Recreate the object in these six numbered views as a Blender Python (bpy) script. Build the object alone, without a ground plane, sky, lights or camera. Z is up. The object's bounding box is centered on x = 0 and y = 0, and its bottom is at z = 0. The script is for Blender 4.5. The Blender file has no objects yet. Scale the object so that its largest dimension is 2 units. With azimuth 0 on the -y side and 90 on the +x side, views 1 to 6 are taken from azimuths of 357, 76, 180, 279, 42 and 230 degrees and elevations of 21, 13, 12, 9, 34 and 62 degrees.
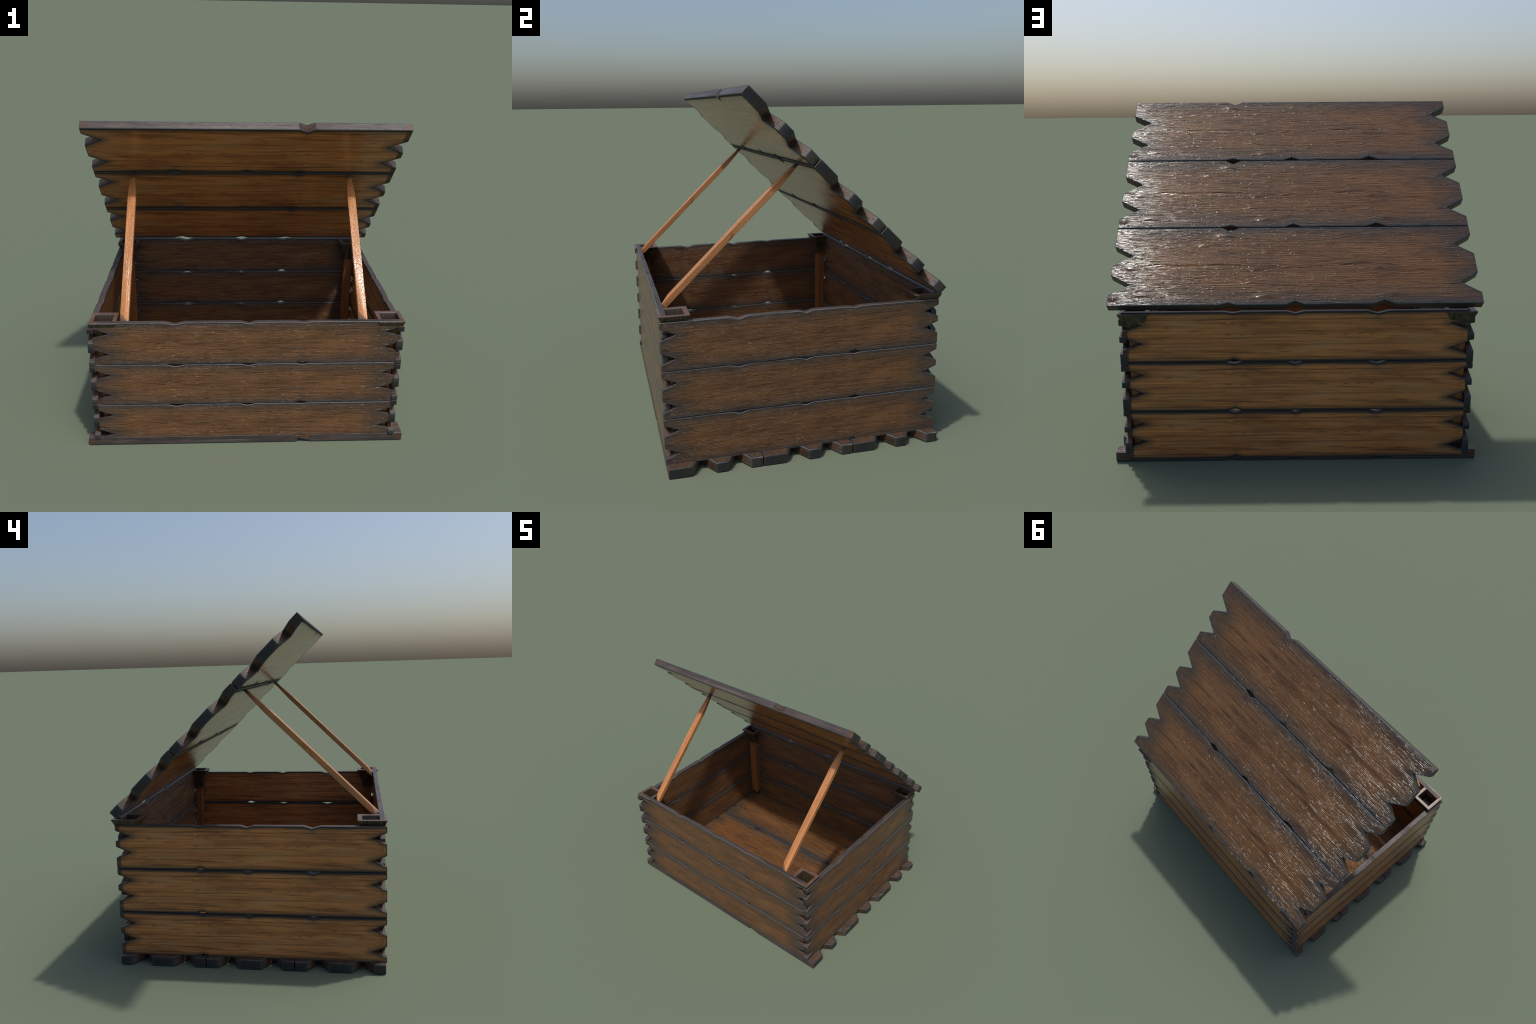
"""Wooden plank crate with a propped-open lid.

One weathered plank (saw-toothed ends, nicked long edges) is modelled once and
reused for floor, lid and walls; four corner posts carry flared hollow caps and
two hewn sticks hold the lid open.
"""
import bpy, bmesh, math
from mathutils import Matrix, Vector

# ------------------------------------------------------------------ sizes
HALF = 1.0            # half plank length
WIDTH = 0.502         # plank width
PITCH = 0.508         # plank to plank
THICK = 0.0545        # plank thickness
# notches sawn in the ends: (centre, half width at mouth, apex distance from middle)
NOTCH_RIGHT = [(0.1875, 0.064, 0.892), (0.375, 0.0625, 0.893)]
NOTCH_LEFT = [(0.1235, 0.062, 0.901), (0.373, 0.062, 0.899)]
# nicks in the long edges: (centre, half width, depth)
NICK_LOW = [(0.357, 0.048, 0.026)]
NICK_HIGH = [(0.358, 0.047, 0.013), (0.001, 0.049, 0.021), (-0.474, 0.062, 0.026)]
# knots in the grain of the show face: (x, y, length, height)
KNOTS = [(-0.009, .173, .03, .011), (-.188, .119, .035, .012), (.205, .28, .035, .014),
         (.234, .365, .03, .011), (-.466, .278, .04, .014), (-.452, .368, .03, .011),
         (.144, .163, .035, .012), (-.53, .165, .03, .012), (.495, .121, .04, .013),
         (.374, .05, .05, .016), (.145, .446, .06, .018), (-.024, .03, .05, .016),
         (-.304, .046, .05, .016), (-.535, .445, .07, .022), (-.692, .035, .06, .018),
         (.898, .273, .03, .012), (.822, .441, .05, .014), (.972, .46, .018, .016),
         (-.975, .044, .02, .014), (-.879, .124, .03, .014), (-.815, .178, .04, .015),
         (.07, .256, .16, .018), (-.35, .24, .12, .016), (.40, .245, .13, .014),
         (.66, .245, .14, .014), (-.72, .29, .15, .015)]
# dark drying slits: (x, y, length, height)
SLITS = [(-.30, .254, .06, .0045), (.43, .253, .05, .0035), (.05, .39, .11, .0025),
         (-.55, .257, .05, .003), (.28, .237, .05, .002), (.15, .245, .09, .002),
         (-.14, .262, .06, .002), (-.40, .236, .05, .002), (.72, .25, .05, .003),
         (-.86, .245, .05, .003), (-.36, .36, .03, .002), (-.2, .12, .03, .003)]

# hidden face: its grain figure repeats along the board
UNDER_PERIOD = 0.68
UNDER_KNOTS = [(.303, .365, .022, .012), (.385, .384, .028, .014), (.622, .362, .024, .012),
               (.43, .205, .020, .012), (.06, .345, .022, .012), (.53, .275, .035, .014),
               (.16, .385, .028, .012), (.10, .13, .022, .011)]
UNDER_DASHES = [(.236, .274, .011, .0045), (.310, .274, .011, .0045), (.388, .273, .016, .005),
                (.29, .100, .07, .0045), (.06, .102, .04, .004), (.45, .112, .06, .003),
                (.52, .425, .08, .004), (.24, .425, .06, .004), (.40, .43, .05, .0035),
                (.36, .24, .09, .004), (.10, .25, .07, .003), (.58, .31, .05, .003)]


# ------------------------------------------------------------------ node helpers
class Graph:
    """Tiny expression layer over a node tree."""

    def __init__(self, name):
        self.mat = bpy.data.materials.new(name)
        self.mat.use_nodes = True
        self.t = self.mat.node_tree
        self.t.nodes.clear()
        self.out = self.t.nodes.new("ShaderNodeOutputMaterial")
        self.bsdf = self.t.nodes.new("ShaderNodeBsdfPrincipled")
        self.t.links.new(self.bsdf.outputs[0], self.out.inputs[0])

    def put(self, sock, v):
        if isinstance(v, bpy.types.NodeSocket):
            self.t.links.new(v, sock)
        elif v is not None:
            sock.default_value = v

    def m(self, op, a, b=None, c=None, clamp=False):
        n = self.t.nodes.new("ShaderNodeMath")
        n.operation = op
        n.use_clamp = clamp
        for s, v in zip(n.inputs, (a, b, c)):
            self.put(s, v)
        return n.outputs[0]

    def add(self, *v):
        r = v[0]
        for x in v[1:]:
            r = self.m("ADD", r, x)
        return r

    def sub(self, a, b): return self.m("SUBTRACT", a, b)
    def mul(self, a, b): return self.m("MULTIPLY", a, b)
    def lo(self, a, b): return self.m("MINIMUM", a, b)
    def hi(self, a, b): return self.m("MAXIMUM", a, b)
    def absv(self, a): return self.m("ABSOLUTE", a)

    def vm(self, op, a, b=None):
        n = self.t.nodes.new("ShaderNodeVectorMath")
        n.operation = op
        self.put(n.inputs[0], a)
        if b is not None:
            self.put(n.inputs[1], b)
        return n.outputs["Value"] if op in ("DOT_PRODUCT", "LENGTH") else n.outputs[0]

    def xyz(self, x, y, z):
        n = self.t.nodes.new("ShaderNodeCombineXYZ")
        for s, v in zip(n.inputs, (x, y, z)):
            self.put(s, v)
        return n.outputs[0]

    def split(self, v):
        n = self.t.nodes.new("ShaderNodeSeparateXYZ")
        self.put(n.inputs[0], v)
        return n.outputs

    def noise(self, vec, scale=1.0, detail=3.0, rough=0.5, dist=0.0):
        n = self.t.nodes.new("ShaderNodeTexNoise")
        self.put(n.inputs["Vector"], vec)
        n.inputs["Scale"].default_value = scale
        n.inputs["Detail"].default_value = detail
        n.inputs["Roughness"].default_value = rough
        n.inputs["Distortion"].default_value = dist
        return n.outputs["Fac"]

    def step(self, v, a, b, to0=0.0, to1=1.0):
        """Smooth ramp: to0 at v<=a, to1 at v>=b (a may exceed b)."""
        n = self.t.nodes.new("ShaderNodeMapRange")
        n.interpolation_type = "SMOOTHSTEP"
        if a > b:
            a, b, to0, to1 = b, a, to1, to0
        self.put(n.inputs["Value"], v)
        n.inputs["From Min"].default_value = a
        n.inputs["From Max"].default_value = b
        n.inputs["To Min"].default_value = to0
        n.inputs["To Max"].default_value = to1
        return n.outputs[0]

    def ramp(self, f, stops):
        n = self.t.nodes.new("ShaderNodeValToRGB")
        e = n.color_ramp.elements
        while len(e) < len(stops):
            e.new(0.5)
        for el, (p, c) in zip(e, stops):
            el.position = p
            el.color = (*c, 1)
        self.put(n.inputs[0], f)
        return n.outputs[0]

    def mix(self, f, a, b, blend="MIX"):
        n = self.t.nodes.new("ShaderNodeMix")
        n.data_type = "RGBA"
        n.blend_type = blend
        ins = [s for s in n.inputs if s.type == "RGBA"]
        self.put(n.inputs[0], f)
        for s, v in zip(ins, (a, b)):
            self.put(s, (*v, 1) if isinstance(v, tuple) else v)
        return [s for s in n.outputs if s.type == "RGBA"][0]

    def bump(self, h, strength, dist):
        n = self.t.nodes.new("ShaderNodeBump")
        n.inputs["Strength"].default_value = 1.0
        self.put(n.inputs["Strength"], strength)
        n.inputs["Distance"].default_value = dist
        self.put(n.inputs["Height"], h)
        return n.outputs[0]

    def coords(self):
        n = self.t.nodes.new("ShaderNodeTexCoord")
        return n.outputs["Object"], n.outputs["Normal"]

    def blob(self, vec, cx, cy, rx, ry):
        d = self.vm("DIVIDE", self.vm("SUBTRACT", vec, (cx, cy, 0)), (rx, ry, 1.0))
        return self.m("EXPONENT", self.mul(self.vm("DOT_PRODUCT", d, d), -1.0))


# ------------------------------------------------------------------ plank material
def plank_material():
    g = Graph("weathered_plank_wood")
    obj, nrm = g.coords()
    x, y, z = g.split(obj)
    nx, ny, nz = g.split(nrm)
    flat = g.xyz(x, y, 0.0)

    # distance to the worked outline
    def wedge(side, c, hw, apex):
        k = hw / (HALF - apex)
        along = g.sub(g.mul(x, float(side)), apex)
        off = g.mul(g.sub(g.absv(g.sub(y, c)), g.mul(g.hi(along, 0.0), k)), 0.86)
        back = g.mul(g.lo(along, 0.0), 0.8)
        return g.m("SQRT", g.add(g.mul(off, off), g.mul(back, back)))

    d_notch = None
    for side, notches in ((1, NOTCH_RIGHT), (-1, NOTCH_LEFT)):
        for c, hw, apex in notches:
            w = wedge(side, c, hw, apex)
            d_notch = w if d_notch is None else g.lo(d_notch, w)
    d_long = g.lo(y, g.sub(WIDTH, y))
    for c, hw, depth in NICK_HIGH:
        tri = g.mul(g.hi(g.sub(1.0, g.mul(g.absv(g.sub(x, c)), 1 / hw)), 0.0), depth)
        d_long = g.lo(d_long, g.sub(g.sub(WIDTH, tri), y))
    for c, hw, depth in NICK_LOW:
        tri = g.mul(g.hi(g.sub(1.0, g.mul(g.absv(g.sub(x, c)), 1 / hw)), 0.0), depth)
        d_long = g.lo(d_long, g.sub(y, tri))
    d_end = g.sub(HALF, g.absv(x))

    top = g.step(nz, 0.90, 0.97)
    under = g.step(nz, -0.90, -0.97)
    side = g.sub(1.0, g.add(top, under))

    # grain: straight fibre lines that bend round knots
    knot_sum, lift = None, None
    for cx, cy, rx, ry in KNOTS:
        b = g.blob(flat, cx, cy, rx, ry)
        l = g.mul(b, ry * 1.05)
        knot_sum = b if knot_sum is None else g.add(knot_sum, b)
        lift = l if lift is None else g.add(lift, l)
    slit_sum = None
    for s in SLITS:
        b = g.blob(flat, *s)
        slit_sum = b if slit_sum is None else g.add(slit_sum, b)
    xw = g.mul(g.m("FRACT", g.mul(g.add(x, 1.36), 1 / UNDER_PERIOD)), UNDER_PERIOD)
    wrapped = g.xyz(xw, y, 0.0)
    uknot, ulift, udash = None, None, None
    for cx, cy, rx, ry in UNDER_KNOTS:
        b = g.blob(wrapped, cx, cy, rx, ry)
        l = g.mul(b, ry * 1.6)
        uknot = b if uknot is None else g.add(uknot, b)
        ulift = l if ulift is None else g.add(ulift, l)
    for d in UNDER_DASHES:
        b = g.blob(wrapped, *d)
        udash = b if udash is None else g.add(udash, b)
    lift = g.add(g.mul(lift, g.sub(1.0, under)), g.mul(ulift, under))
    wob = g.mul(g.sub(g.noise(g.xyz(g.mul(x, 3.0), g.mul(y, 9.0), z), 1.0, 3), 0.5), 0.022)
    fibre = g.add(y, lift, wob)
    zoff = g.add(z, g.mul(under, 3.7))
    fine = g.noise(g.xyz(g.mul(x, 3.2), g.mul(fibre, 200.0), g.mul(zoff, 150.0)), 1.0, 3, 0.6)
    lines = g.noise(g.xyz(g.mul(x, 1.5), g.mul(fibre, 62.0), g.mul(zoff, 50.0)), 1.0, 4, 0.55)
    broad = g.noise(g.xyz(g.mul(x, 2.4), g.mul(fibre, 15.0), g.mul(zoff, 12.0)), 1.0, 3, 0.55)
    cloud = g.noise(g.xyz(g.mul(x, 3.2), g.mul(y, 6.5), zoff), 1.0, 3, 0.5)
    dash = g.noise(g.xyz(g.mul(x, 6.5), g.mul(fibre, 75.0), g.mul(zoff, 40.0)), 1.0, 2, 0.5)

    tone = g.add(g.mul(lines, 0.42), g.mul(broad, 0.38), g.mul(fine, 0.20))

    # show face: umber wood, grey and worn toward the outline
    c_top = g.ramp(tone, [(0.29, (0.042, 0.020, 0.009)), (0.42, (0.112, 0.053, 0.022)),
                          (0.54, (0.168, 0.079, 0.031)), (0.72, (0.222, 0.108, 0.044))])
    warm = g.mul(g.step(cloud, 0.42, 0.62), g.step(d_long, 0.04, 0.16))
    c_top = g.mix(g.mul(warm, 0.30), c_top, (0.225, 0.097, 0.030))
    dull = g.mul(g.step(d_end, 0.30, 0.03), g.step(cloud, 0.60, 0.40, 0.45, 1.0))
    c_top = g.mix(g.mul(dull, 0.62), c_top, (0.060, 0.044, 0.026))
    mott = g.noise(g.xyz(g.mul(x, 3.0), g.mul(fibre, 13.0), g.add(zoff, 9.0)), 1.0, 4, 0.6)
    c_top = g.mix(g.mul(g.step(mott, 0.52, 0.72), 0.50), c_top, (0.050, 0.030, 0.016))
    grey = g.hi(g.step(d_long, 0.135, 0.015), g.step(d_notch, 0.12, 0.0))
    grey = g.mul(grey, g.step(tone, 0.34, 0.62, 1.0, 0.62))
    c_top = g.mix(g.mul(grey, 0.88), c_top, g.mix(fine, (0.040, 0.031, 0.025), (0.085, 0.066, 0.051)))
    rim = g.hi(g.step(d_long, 0.034, 0.008), g.step(d_notch, 0.026, 0.004))
    c_top = g.mix(g.mul(rim, 0.72), c_top, (0.040, 0.043, 0.048))
    endcol = g.mul(g.step(d_end, 0.16, 0.02), g.step(d_notch, 0.0, 0.05))
    c_top = g.mix(g.mul(endcol, 0.45), c_top, (0.082, 0.046, 0.032))
    c_top = g.mix(g.mul(g.step(slit_sum, 0.15, 0.7), 0.85), c_top, (0.020, 0.012, 0.010))
    c_top = g.mix(g.mul(g.step(dash, 0.63, 0.75), 0.55), c_top, (0.040, 0.022, 0.016))
    c_top = g.mix(g.mul(g.step(knot_sum, 0.75, 1.0), 0.5), c_top, (0.045, 0.028, 0.022))

    # hidden face: smoother, golden, with a dark border along the edges
    soft = g.add(g.mul(lines, 0.30), g.mul(broad, 0.22), g.mul(cloud, 0.18), g.mul(fine, 0.30))
    c_und = g.ramp(soft, [(0.24, (0.250, 0.086, 0.029)), (0.40, (0.410, 0.157, 0.050)),
                          (0.53, (0.495, 0.203, 0.066)), (0.74, (0.590, 0.265, 0.094))])
    c_und = g.mix(g.mul(g.step(cloud, 0.50, 0.68), 0.6), c_und, (0.440, 0.235, 0.100))
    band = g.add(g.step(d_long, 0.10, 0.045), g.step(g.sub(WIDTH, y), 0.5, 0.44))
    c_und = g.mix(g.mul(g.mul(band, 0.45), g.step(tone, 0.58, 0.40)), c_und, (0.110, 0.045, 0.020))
    c_und = g.mix(g.mul(g.step(dash, 0.60, 0.75), 0.45), c_und, (0.140, 0.056, 0.022))
    c_und = g.mix(g.mul(g.m("MINIMUM", udash, 1.0), 0.85), c_und, (0.060, 0.026, 0.012))
    target = g.m("SINE", g.mul(g.m("SQRT", g.m("ABSOLUTE", g.m("LOGARITHM", g.hi(uknot, 0.02), 2.718))), 14.0))
    target = g.mul(g.step(target, 0.2, 0.9), g.step(uknot, 0.10, 0.25))
    c_und = g.mix(g.mul(target, 0.45), c_und, (0.110, 0.055, 0.026))
    tips = g.mul(g.step(d_end, 0.035, 0.012), g.step(x, 0.0, -0.1))
    c_und = g.mix(g.mul(tips, 0.5), c_und, (0.560, 0.230, 0.060))
    dark_fade = g.hi(g.step(d_long, 0.055, 0.008), g.step(d_notch, 0.065, 0.006))
    c_und = g.mix(g.mul(dark_fade, 0.72), c_und, (0.070, 0.052, 0.032))
    fray = g.mul(g.sub(broad, 0.5), 0.012)
    edge = g.hi(g.hi(g.step(g.add(d_long, fray), 0.021, 0.012), g.step(g.add(d_notch, fray), 0.015, 0.006)),
                g.step(d_end, 0.008, 0.004))
    block = g.mul(g.step(x, 0.962, 0.968), g.step(g.add(dash, broad), 0.65, 0.85))
    edge = g.hi(edge, g.mul(block, 0.8))
    c_und = g.mix(g.mul(edge, 0.88), c_und, (0.030, 0.032, 0.032))

    # sawn sides: blue-grey, browner deep in the notches and at the corners
    ends = g.step(g.absv(nx), 0.93, 0.99)
    c_side = g.ramp(tone, [(0.36, (0.022, 0.019, 0.019)), (0.50, (0.056, 0.045, 0.042)),
                           (0.64, (0.105, 0.088, 0.082))])
    c_side = g.mix(g.mul(g.step(cloud, 0.45, 0.62), 0.35), c_side, (0.105, 0.072, 0.058))
    c_side = g.mix(g.mul(ends, 0.92), c_side, (0.022, 0.025, 0.027))
    stain = g.step(g.noise(g.xyz(g.mul(x, 9), g.mul(y, 16), g.mul(z, 14)), 1.0, 2), 0.53, 0.60)
    c_side = g.mix(g.mul(g.mul(ends, stain), 0.55), c_side, (0.050, 0.036, 0.016))
    tooth = g.mul(g.mul(g.step(d_end, 0.018, 0.030), g.step(d_end, 0.125, 0.115)), g.step(d_long, 0.030, 0.045))
    tooth = g.mul(tooth, g.sub(1.0, ends))
    c_side = g.mix(g.mul(tooth, 0.85), c_side, g.ramp(tone, [(0.38, (0.045, 0.021, 0.010)), (0.62, (0.135, 0.069, 0.034))]))
    c_side = g.mix(g.mul(g.mul(tooth, g.step(d_end, 0.045, 0.105)), 0.75), c_side, (0.035, 0.024, 0.016))
    corner = g.mul(g.mul(g.step(g.absv(x), 0.945, 0.960), g.sub(1.0, ends)), g.step(d_long, 0.03, 0.02))
    c_side = g.mix(g.mul(corner, 0.8), c_side, (0.085, 0.044, 0.024))
    nick = None
    for c, far in [(n[0], 1) for n in NICK_HIGH] + [(n[0], 0) for n in NICK_LOW]:
        b = g.mul(g.step(g.absv(g.sub(x, c)), 0.014, 0.007),
                  g.step(y, WIDTH * 0.45, WIDTH * 0.55, 1 - far, far))
        nick = b if nick is None else g.hi(nick, b)
    c_side = g.mix(g.mul(nick, 0.5), c_side, (0.090, 0.042, 0.020))
    border = g.step(g.absv(z), THICK * 0.30, THICK * 0.40)
    c_side = g.mix(g.mul(border, 0.65), c_side, (0.036, 0.040, 0.046))

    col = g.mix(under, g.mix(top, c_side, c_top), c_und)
    # arrises dark grey; upper ones coloured pale to draw the bevel's bright highlight
    arris = g.mul(g.step(g.absv(nz), 0.10, 0.2), g.step(g.absv(nz), 0.97, 0.92))
    arris = g.mul(arris, g.step(lines, 0.34, 0.52, 0.25, 1.0))
    col = g.mix(g.mul(arris, 0.9), col, (0.050, 0.053, 0.060))
    painted_glint = g.mul(g.mul(arris, g.step(y, WIDTH - 0.034, WIDTH - 0.030)), g.step(nz, 0.1, 0.3))
    col = g.mix(g.mul(painted_glint, 0.9), col, (0.170, 0.170, 0.175))
    g.put(g.bsdf.inputs["Base Color"], col)

    # relief
    ring = g.m("SINE", g.mul(fibre, 520.0))
    ring = g.mul(ring, g.m("MINIMUM", knot_sum, 1.0))
    h_top = g.add(g.mul(fine, 1.1), g.mul(lines, 0.55), g.mul(ring, 0.03),
                  g.mul(slit_sum, -0.5), g.mul(broad, 0.25))
    pit = g.noise(g.xyz(g.mul(x, 26.0), g.mul(fibre, 150.0), g.mul(z, 140.0)), 1.0, 1, 0.5)
    h_top = g.add(h_top, g.mul(g.step(pit, 0.60, 0.80), 0.45))
    dimple = g.noise(g.xyz(g.mul(x, 62.0), g.mul(fibre, 115.0), g.mul(z, 90.0)), 1.0, 1, 0.5)
    streak = g.noise(g.xyz(g.mul(x, 8.0), g.mul(fibre, 135.0), g.mul(z, 90.0)), 1.0, 1, 0.5)
    h_top = g.add(h_top, g.mul(g.step(dimple, 0.64, 0.80), 0.34), g.mul(g.step(streak, 0.60, 0.74), 0.75))
    h_under = g.add(g.mul(lines, 0.5), g.mul(broad, 0.7), g.mul(fine, 0.2))
    h_top = g.add(g.mul(h_top, g.sub(1.0, under)), g.mul(h_under, under))
    calm = g.step(knot_sum, 0.0, 0.5, 1.0, 0.45)
    strength = g.add(g.mul(g.mul(top, calm), 1.0), g.mul(side, 0.35), g.mul(under, 0.60))
    g.put(g.bsdf.inputs["Normal"], g.bump(h_top, strength, 0.0055))
    rough = g.step(tone, 0.3, 0.7, 0.11, 0.20)
    rough = g.add(rough, g.mul(side, 0.28), g.mul(g.mul(edge, under), 0.45), g.mul(g.mul(dark_fade, under), 0.12))
    dent = g.mul(g.step(g.absv(g.sub(x, NICK_LOW[0][0])), 0.053, 0.047), g.step(y, 0.031, 0.028))
    dent = g.mul(dent, side)
    rough = g.add(rough, g.mul(dent, 0.35))
    g.put(g.bsdf.inputs["Specular IOR Level"],
          g.sub(0.32, g.add(g.mul(g.mul(edge, under), 0.22), g.mul(dent, 0.25))))
    g.put(g.bsdf.inputs["Roughness"], rough)
    return g.mat


# ------------------------------------------------------------------ stick material
def stick_material(name, base, dark_low, dark_high, length, light):
    """Hewn stick along local z (0..length) with charred ends."""
    g = Graph(name)
    obj, nrm = g.coords()
    x, y, z = g.split(obj)
    wob = g.mul(g.sub(g.noise(g.vm("MULTIPLY", obj, (8, 8, 2.5)), 1.0, 2), 0.5), 0.012)
    u = g.add(x, wob)
    v = g.add(y, wob)
    lines = g.noise(g.xyz(g.mul(u, 150), g.mul(v, 150), g.mul(z, 5.0)), 1.0, 4, 0.55)
    broad = g.noise(g.xyz(g.mul(u, 45), g.mul(v, 45), g.mul(z, 3.0)), 1.0, 3)
    tone = g.add(g.mul(lines, 0.55), g.mul(broad, 0.45))
    b = Vector(base)
    col = g.ramp(tone, [(0.28, tuple(b * 0.60)), (0.48, tuple(b * 0.95)), (0.68, tuple(b * 1.3))])
    fleck = g.noise(g.xyz(g.mul(x, 90), g.mul(y, 90), g.mul(z, 16)), 1.0, 1)
    col = g.mix(g.mul(g.step(fleck, 0.70, 0.76), 0.75), col, tuple(b * 0.25))
    jag = g.mul(g.sub(g.noise(g.xyz(g.mul(x, 60), g.mul(y, 60), g.mul(z, 6)), 1.0, 2), 0.5), 0.10)
    zz = g.add(z, jag)
    char = g.step(zz, length - dark_high * 0.35, length - dark_high * 0.75, 1.0, 0.0)
    soft = g.step(z, length - dark_high, length - dark_high * 1.9, 1.0, 0.0)
    low = g.step(zz, dark_low, dark_low * 0.6)
    col = g.mix(g.mul(soft, 0.35), col, tuple(b * 0.35))
    col = g.mix(g.mul(g.hi(char, low), 0.92), col, light)
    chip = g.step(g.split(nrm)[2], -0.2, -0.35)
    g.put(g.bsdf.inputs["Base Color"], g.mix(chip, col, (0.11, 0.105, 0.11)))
    pit = g.noise(g.xyz(g.mul(x, 300), g.mul(y, 300), g.mul(z, 110)), 1.0, 1)
    g.put(g.bsdf.inputs["Normal"], g.bump(g.add(g.mul(lines, 0.6), g.mul(g.step(pit, 0.5, 0.75), 0.6)), 0.9, 0.0030))
    g.bsdf.inputs["Roughness"].default_value = 0.19
    return g.mat


def cap_material():
    g = Graph("post_cap_wood")
    obj, nrm = g.coords()
    x, y, z = g.split(obj)
    nx, ny, nz = g.split(nrm)
    r = g.hi(g.absv(x), g.absv(y))
    lines = g.noise(g.vm("MULTIPLY", obj, (60, 60, 60)), 1.0, 4, 0.6)
    broad = g.noise(g.vm("MULTIPLY", obj, (14, 14, 10)), 1.0, 2)
    rim = g.ramp(g.add(g.mul(lines, .5), g.mul(broad, .5)),
                 [(0.36, (0.060, 0.032, 0.020)), (0.5, (0.120, 0.060, 0.033)), (0.64, (0.175, 0.090, 0.052))])
    worn = g.hi(g.step(r, 0.0735, 0.0790), g.step(r, 0.0625, 0.0585))
    rim = g.mix(g.mul(worn, 0.75), rim, (0.075, 0.070, 0.074))
    strip = g.noise(g.xyz(g.mul(x, 55), g.mul(y, 55), g.mul(z, 5)), 1.0, 3)
    wall = g.ramp(strip, [(0.36, (0.020, 0.016, 0.011)), (0.52, (0.042, 0.032, 0.018)), (0.66, (0.115, 0.062, 0.024))])
    wall = g.mix(g.mul(g.step(z, -0.008, -0.002), 0.5), wall, (0.065, 0.055, 0.050))
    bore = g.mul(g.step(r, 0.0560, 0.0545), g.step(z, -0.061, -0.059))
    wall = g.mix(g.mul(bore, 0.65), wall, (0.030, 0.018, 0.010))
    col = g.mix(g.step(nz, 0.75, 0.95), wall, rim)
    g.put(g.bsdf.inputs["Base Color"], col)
    g.put(g.bsdf.inputs["Normal"], g.bump(g.add(lines, strip), 0.5, 0.0025))
    g.bsdf.inputs["Roughness"].default_value = 0.40
    return g.mat


# ------------------------------------------------------------------ geometry helpers
def finish(bm, name, mat, bevel=0.0, segments=2, smooth=True):
    bmesh.ops.recalc_face_normals(bm, faces=bm.faces)
    if bevel:
        edges = [e for e in bm.edges if len(e.link_faces) == 2 and e.calc_face_angle() > math.radians(14)]
        bmesh.ops.bevel(bm, geom=edges, offset=bevel, offset_type="OFFSET", segments=segments,
                        profile=0.5, affect="EDGES", clamp_overlap=True, harden_normals=False)
    for f in bm.faces:
        f.smooth = smooth
    me = bpy.data.meshes.new(name)
    bm.to_mesh(me)
    bm.free()
    me.materials.append(mat)
    me.set_sharp_from_angle(angle=math.radians(32))
    return me


def plank_outline():
    pts = []
    lo = sorted(NICK_LOW, key=lambda n: n[0])
    pts.append((-HALF, 0.0))
    for c, hw, d in lo:
        pts += [(c - hw, 0.0), (c, d), (c + hw, 0.0)]
    pts.append((HALF, 0.0))
    for c, hw, apex in NOTCH_RIGHT:
        pts += [(HALF, c - hw), (apex, c), (HALF, c + hw)]
    pts.append((HALF, WIDTH))
    for c, hw, d in sorted(NICK_HIGH, key=lambda n: -n[0]):
        pts += [(c + hw, WIDTH), (c, WIDTH - d), (c - hw, WIDTH)]
    pts.append((-HALF, WIDTH))
    for c, hw, apex in reversed(NOTCH_LEFT):
        pts += [(-HALF, c + hw), (-apex, c), (-HALF, c - hw)]
    return pts


def plank_mesh(mat):
    bm = bmesh.new()
    pts = plank_outline()
    lo = [bm.verts.new((x, y, -THICK / 2)) for x, y in pts]
    hi = [bm.verts.new((x, y, THICK / 2)) for x, y in pts]
    bm.faces.new(lo[::-1])
    bm.faces.new(hi)
    n = len(pts)
    for i in range(n):
        j = (i + 1) % n
        bm.faces.new((lo[i], lo[j], hi[j], hi[i]))
    return finish(bm, "plank", mat, bevel=0.0032, segments=1, smooth=False)


def loft(bm, rings, cap_first=True, cap_last=True):
    vs = [[bm.verts.new(p) for p in ring] for ring in rings]
    for a, b in zip(vs, vs[1:]):
        n = len(a)
        for i in range(n):
            j = (i + 1) % n
            bm.faces.new((a[i], a[j], b[j], b[i]))
    if cap_first:
        bm.faces.new(vs[0][::-1])
    if cap_last:
        bm.faces.new(vs[-1])


def rect(hx, hy, z, cx=0.0, cy=0.0):
    return [(cx - hx, cy - hy, z), (cx + hx, cy - hy, z), (cx + hx, cy + hy, z), (cx - hx, cy + hy, z)]


def cap_mesh(mat):
    """Flared square collar, hollow at the top; z = 0 is its rim."""
    bm = bmesh.new()
    loft(bm, [rect(.038, .038, -.145), rect(.0385, .0385, -.118), rect(.047, .047, -.082),
              rect(.0645, .0645, -.040), rect(.081, .081, -.001), rect(.0785, .0785, 0.0),
              rect(.0575, .0575, 0.0), rect(.054, .054, -.004), rect(.043, .043, -.060), rect(.030, .030, -.11)])
    return finish(bm, "post_cap", mat, bevel=0.0012, segments=1)


def post_mesh(mat, height):
    bm = bmesh.new()
    loft(bm, [rect(.030, .022, 0.0), rect(.0335, .0265, .03), rect(.035, .028, .2),
              rect(.0345, .028, .5), rect(.033, .027, height)])
    return finish(bm, "corner_post", mat, bevel=0.0022, segments=1)


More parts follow.
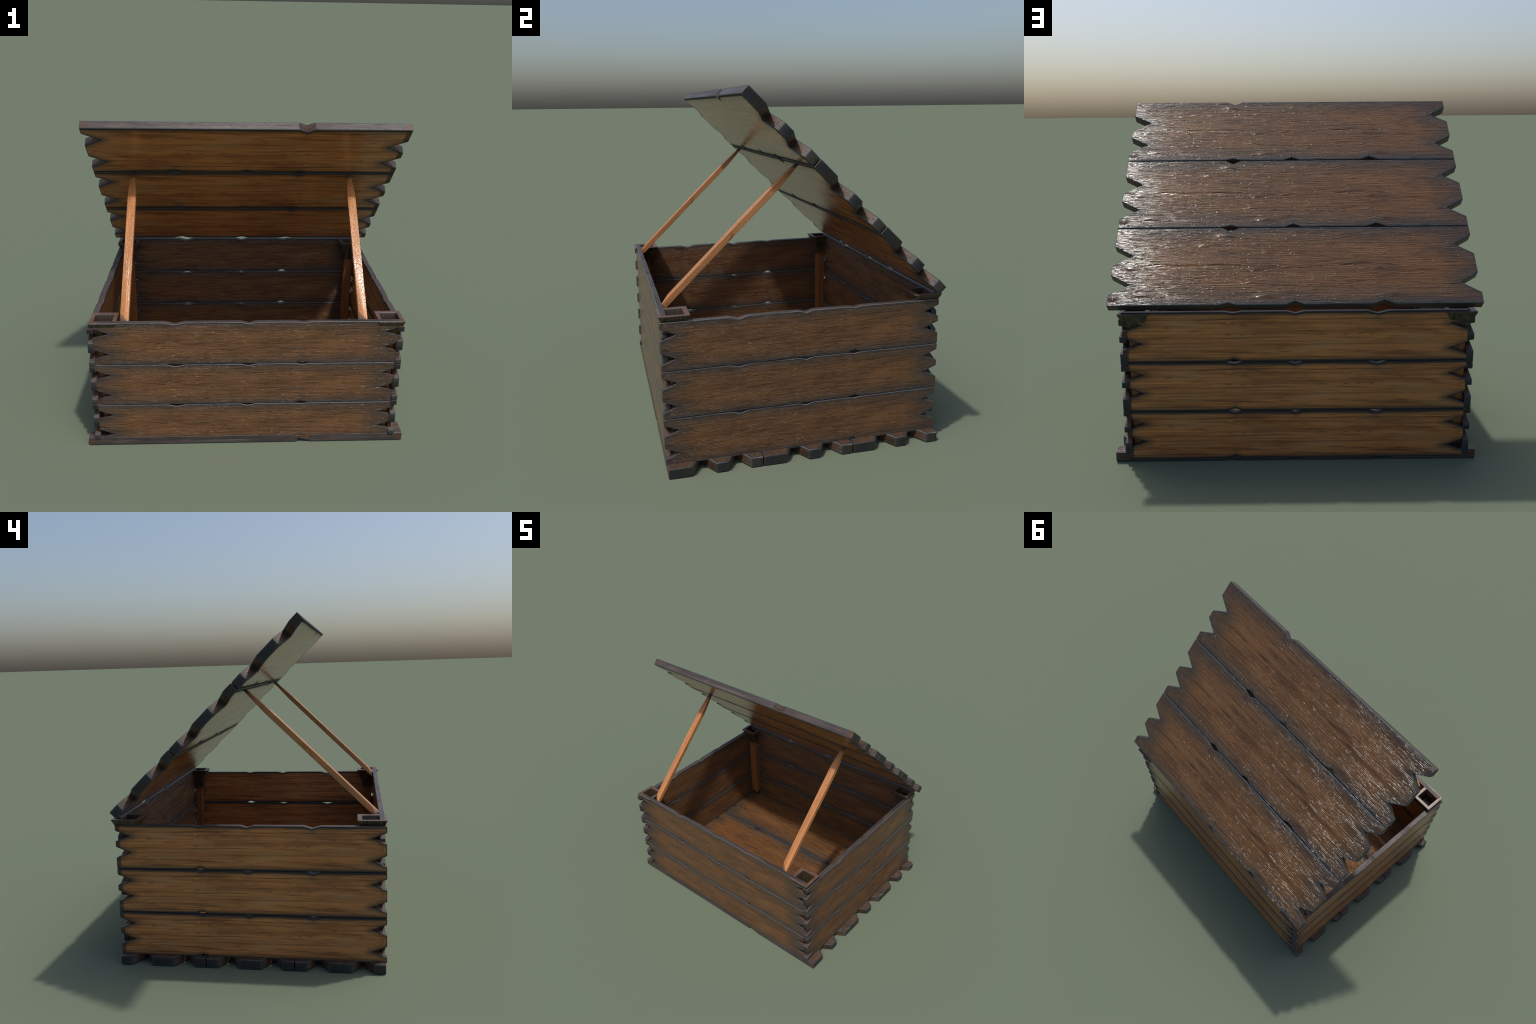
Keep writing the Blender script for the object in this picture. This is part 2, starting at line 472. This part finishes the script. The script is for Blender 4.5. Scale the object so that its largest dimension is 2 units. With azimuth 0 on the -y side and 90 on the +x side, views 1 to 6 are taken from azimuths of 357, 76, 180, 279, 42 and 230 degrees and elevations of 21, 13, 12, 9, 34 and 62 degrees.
def prop_mesh(mat, length):
    """Flat hewn stick along z, whittled to a point at the top, foot corner knocked off."""
    bm = bmesh.new()
    w, d = .0262, .0165
    loft(bm, [rect(w * .94, d * .80, 0.0), rect(w, d, .030),
              rect(w, d, length * .5), rect(w, d, length - .20), rect(w * .97, d * .95, length - .165),
              rect(w * .62, d * .60, length - .05), rect(w * .46, d * .42, length)])
    bmesh.ops.recalc_face_normals(bm, faces=bm.faces)
    # slice one corner of the foot away
    cut = bmesh.ops.bisect_plane(bm, geom=bm.verts[:] + bm.edges[:] + bm.faces[:], dist=1e-5,
                                 plane_co=(-w, -d, .078), plane_no=(-0.55, -1.0, -.45), clear_outer=True)
    rim = [e for e in cut["geom_cut"] if isinstance(e, bmesh.types.BMEdge)]
    bmesh.ops.contextual_create(bm, geom=rim)
    return finish(bm, "prop_stick", mat, bevel=0.0014, segments=1)


# ------------------------------------------------------------------ assembly
scene = bpy.context.scene
crate = bpy.data.objects.new("wooden_crate", None)
crate.empty_display_size = 0.2
crate["label"] = "weathered wooden plank crate with lid propped open"
crate["category"] = "wooden crate"
scene.collection.objects.link(crate)


def place(name, mesh, matrix, parent=crate):
    ob = bpy.data.objects.new(name, mesh)
    scene.collection.objects.link(ob)
    ob.parent = parent
    ob.matrix_local = matrix
    return ob


def frame(origin, ax, ay, az):
    """Matrix whose columns are the (scaled) local axes."""
    m = Matrix.Identity(4)
    for i, v in enumerate((ax, ay, az)):
        for r in range(3):
            m[r][i] = v[r]
    m.translation = Vector(origin)
    return m


plank = plank_mesh(plank_material())

# floor
for k in range(3):
    place("floor_plank", plank, Matrix.Translation((0, -0.765 + k * PITCH, THICK / 2)))

# lid: the same three planks, swung up about the back edge
LID_TOP = Vector((0, -0.3125, 1.969))
SLOPE = math.radians(44.49)
down = Vector((0, math.cos(SLOPE), -math.sin(SLOPE)))
up = Vector((0, math.sin(SLOPE), math.cos(SLOPE)))
for k in range(3):
    place("lid_plank", plank, frame(LID_TOP + down * (k * PITCH) - up * (THICK / 2), (1, 0, 0), down, up))

# walls
LONG_LEN, LONG_H, LONG_T = 0.93, 0.558, 0.030 / THICK
SHORT_LEN, SHORT_H, SHORT_T = 0.7655, 0.511, 0.0365 / THICK
for yc, zc in ((-0.749, 0.010), (0.7395, 0.013)):
    for k in range(3):
        place("wall_plank", plank, frame((0, yc, zc + LONG_H * PITCH * k),
                                         (LONG_LEN, 0, 0), (0, 0, LONG_H), (0, -LONG_T, 0)))
for xc in (0.9255, -0.942):
    for k in range(3):
        place("wall_plank", plank, frame((xc, -0.0065, 0.048 + SHORT_H * PITCH * k),
                                         (0, SHORT_LEN, 0), (0, 0, SHORT_H), (SHORT_T, 0, 0)))

# posts and caps
CAP_Z = 0.8555
POST_H = 0.70
post = post_mesh(stick_material("post_wood", (0.26, 0.105, 0.034), 0.045, 0.05, POST_H, (0.022, 0.017, 0.014)), POST_H)
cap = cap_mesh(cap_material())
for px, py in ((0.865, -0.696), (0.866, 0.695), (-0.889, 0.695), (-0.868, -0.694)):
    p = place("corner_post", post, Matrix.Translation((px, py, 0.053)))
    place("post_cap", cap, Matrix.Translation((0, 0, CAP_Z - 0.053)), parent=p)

# prop sticks
FOOT = Vector((0, -0.742, 0.829))
HEAD = Vector((0, 0.024, 1.574))
axis = (HEAD - FOOT).normalized()
face = Vector((1, 0, 0)).cross(axis) * -1.0
LEN = (HEAD - FOOT).length
prop = prop_mesh(stick_material("prop_wood", (0.46, 0.188, 0.062), 0.0, 0.07, LEN, (0.030, 0.026, 0.030)), LEN)
for px in (-0.741, 0.695):
    place("prop_stick", prop, frame(FOOT + Vector((px, 0, 0)), Vector((1, 0, 0)), axis.cross(Vector((1, 0, 0))), axis))
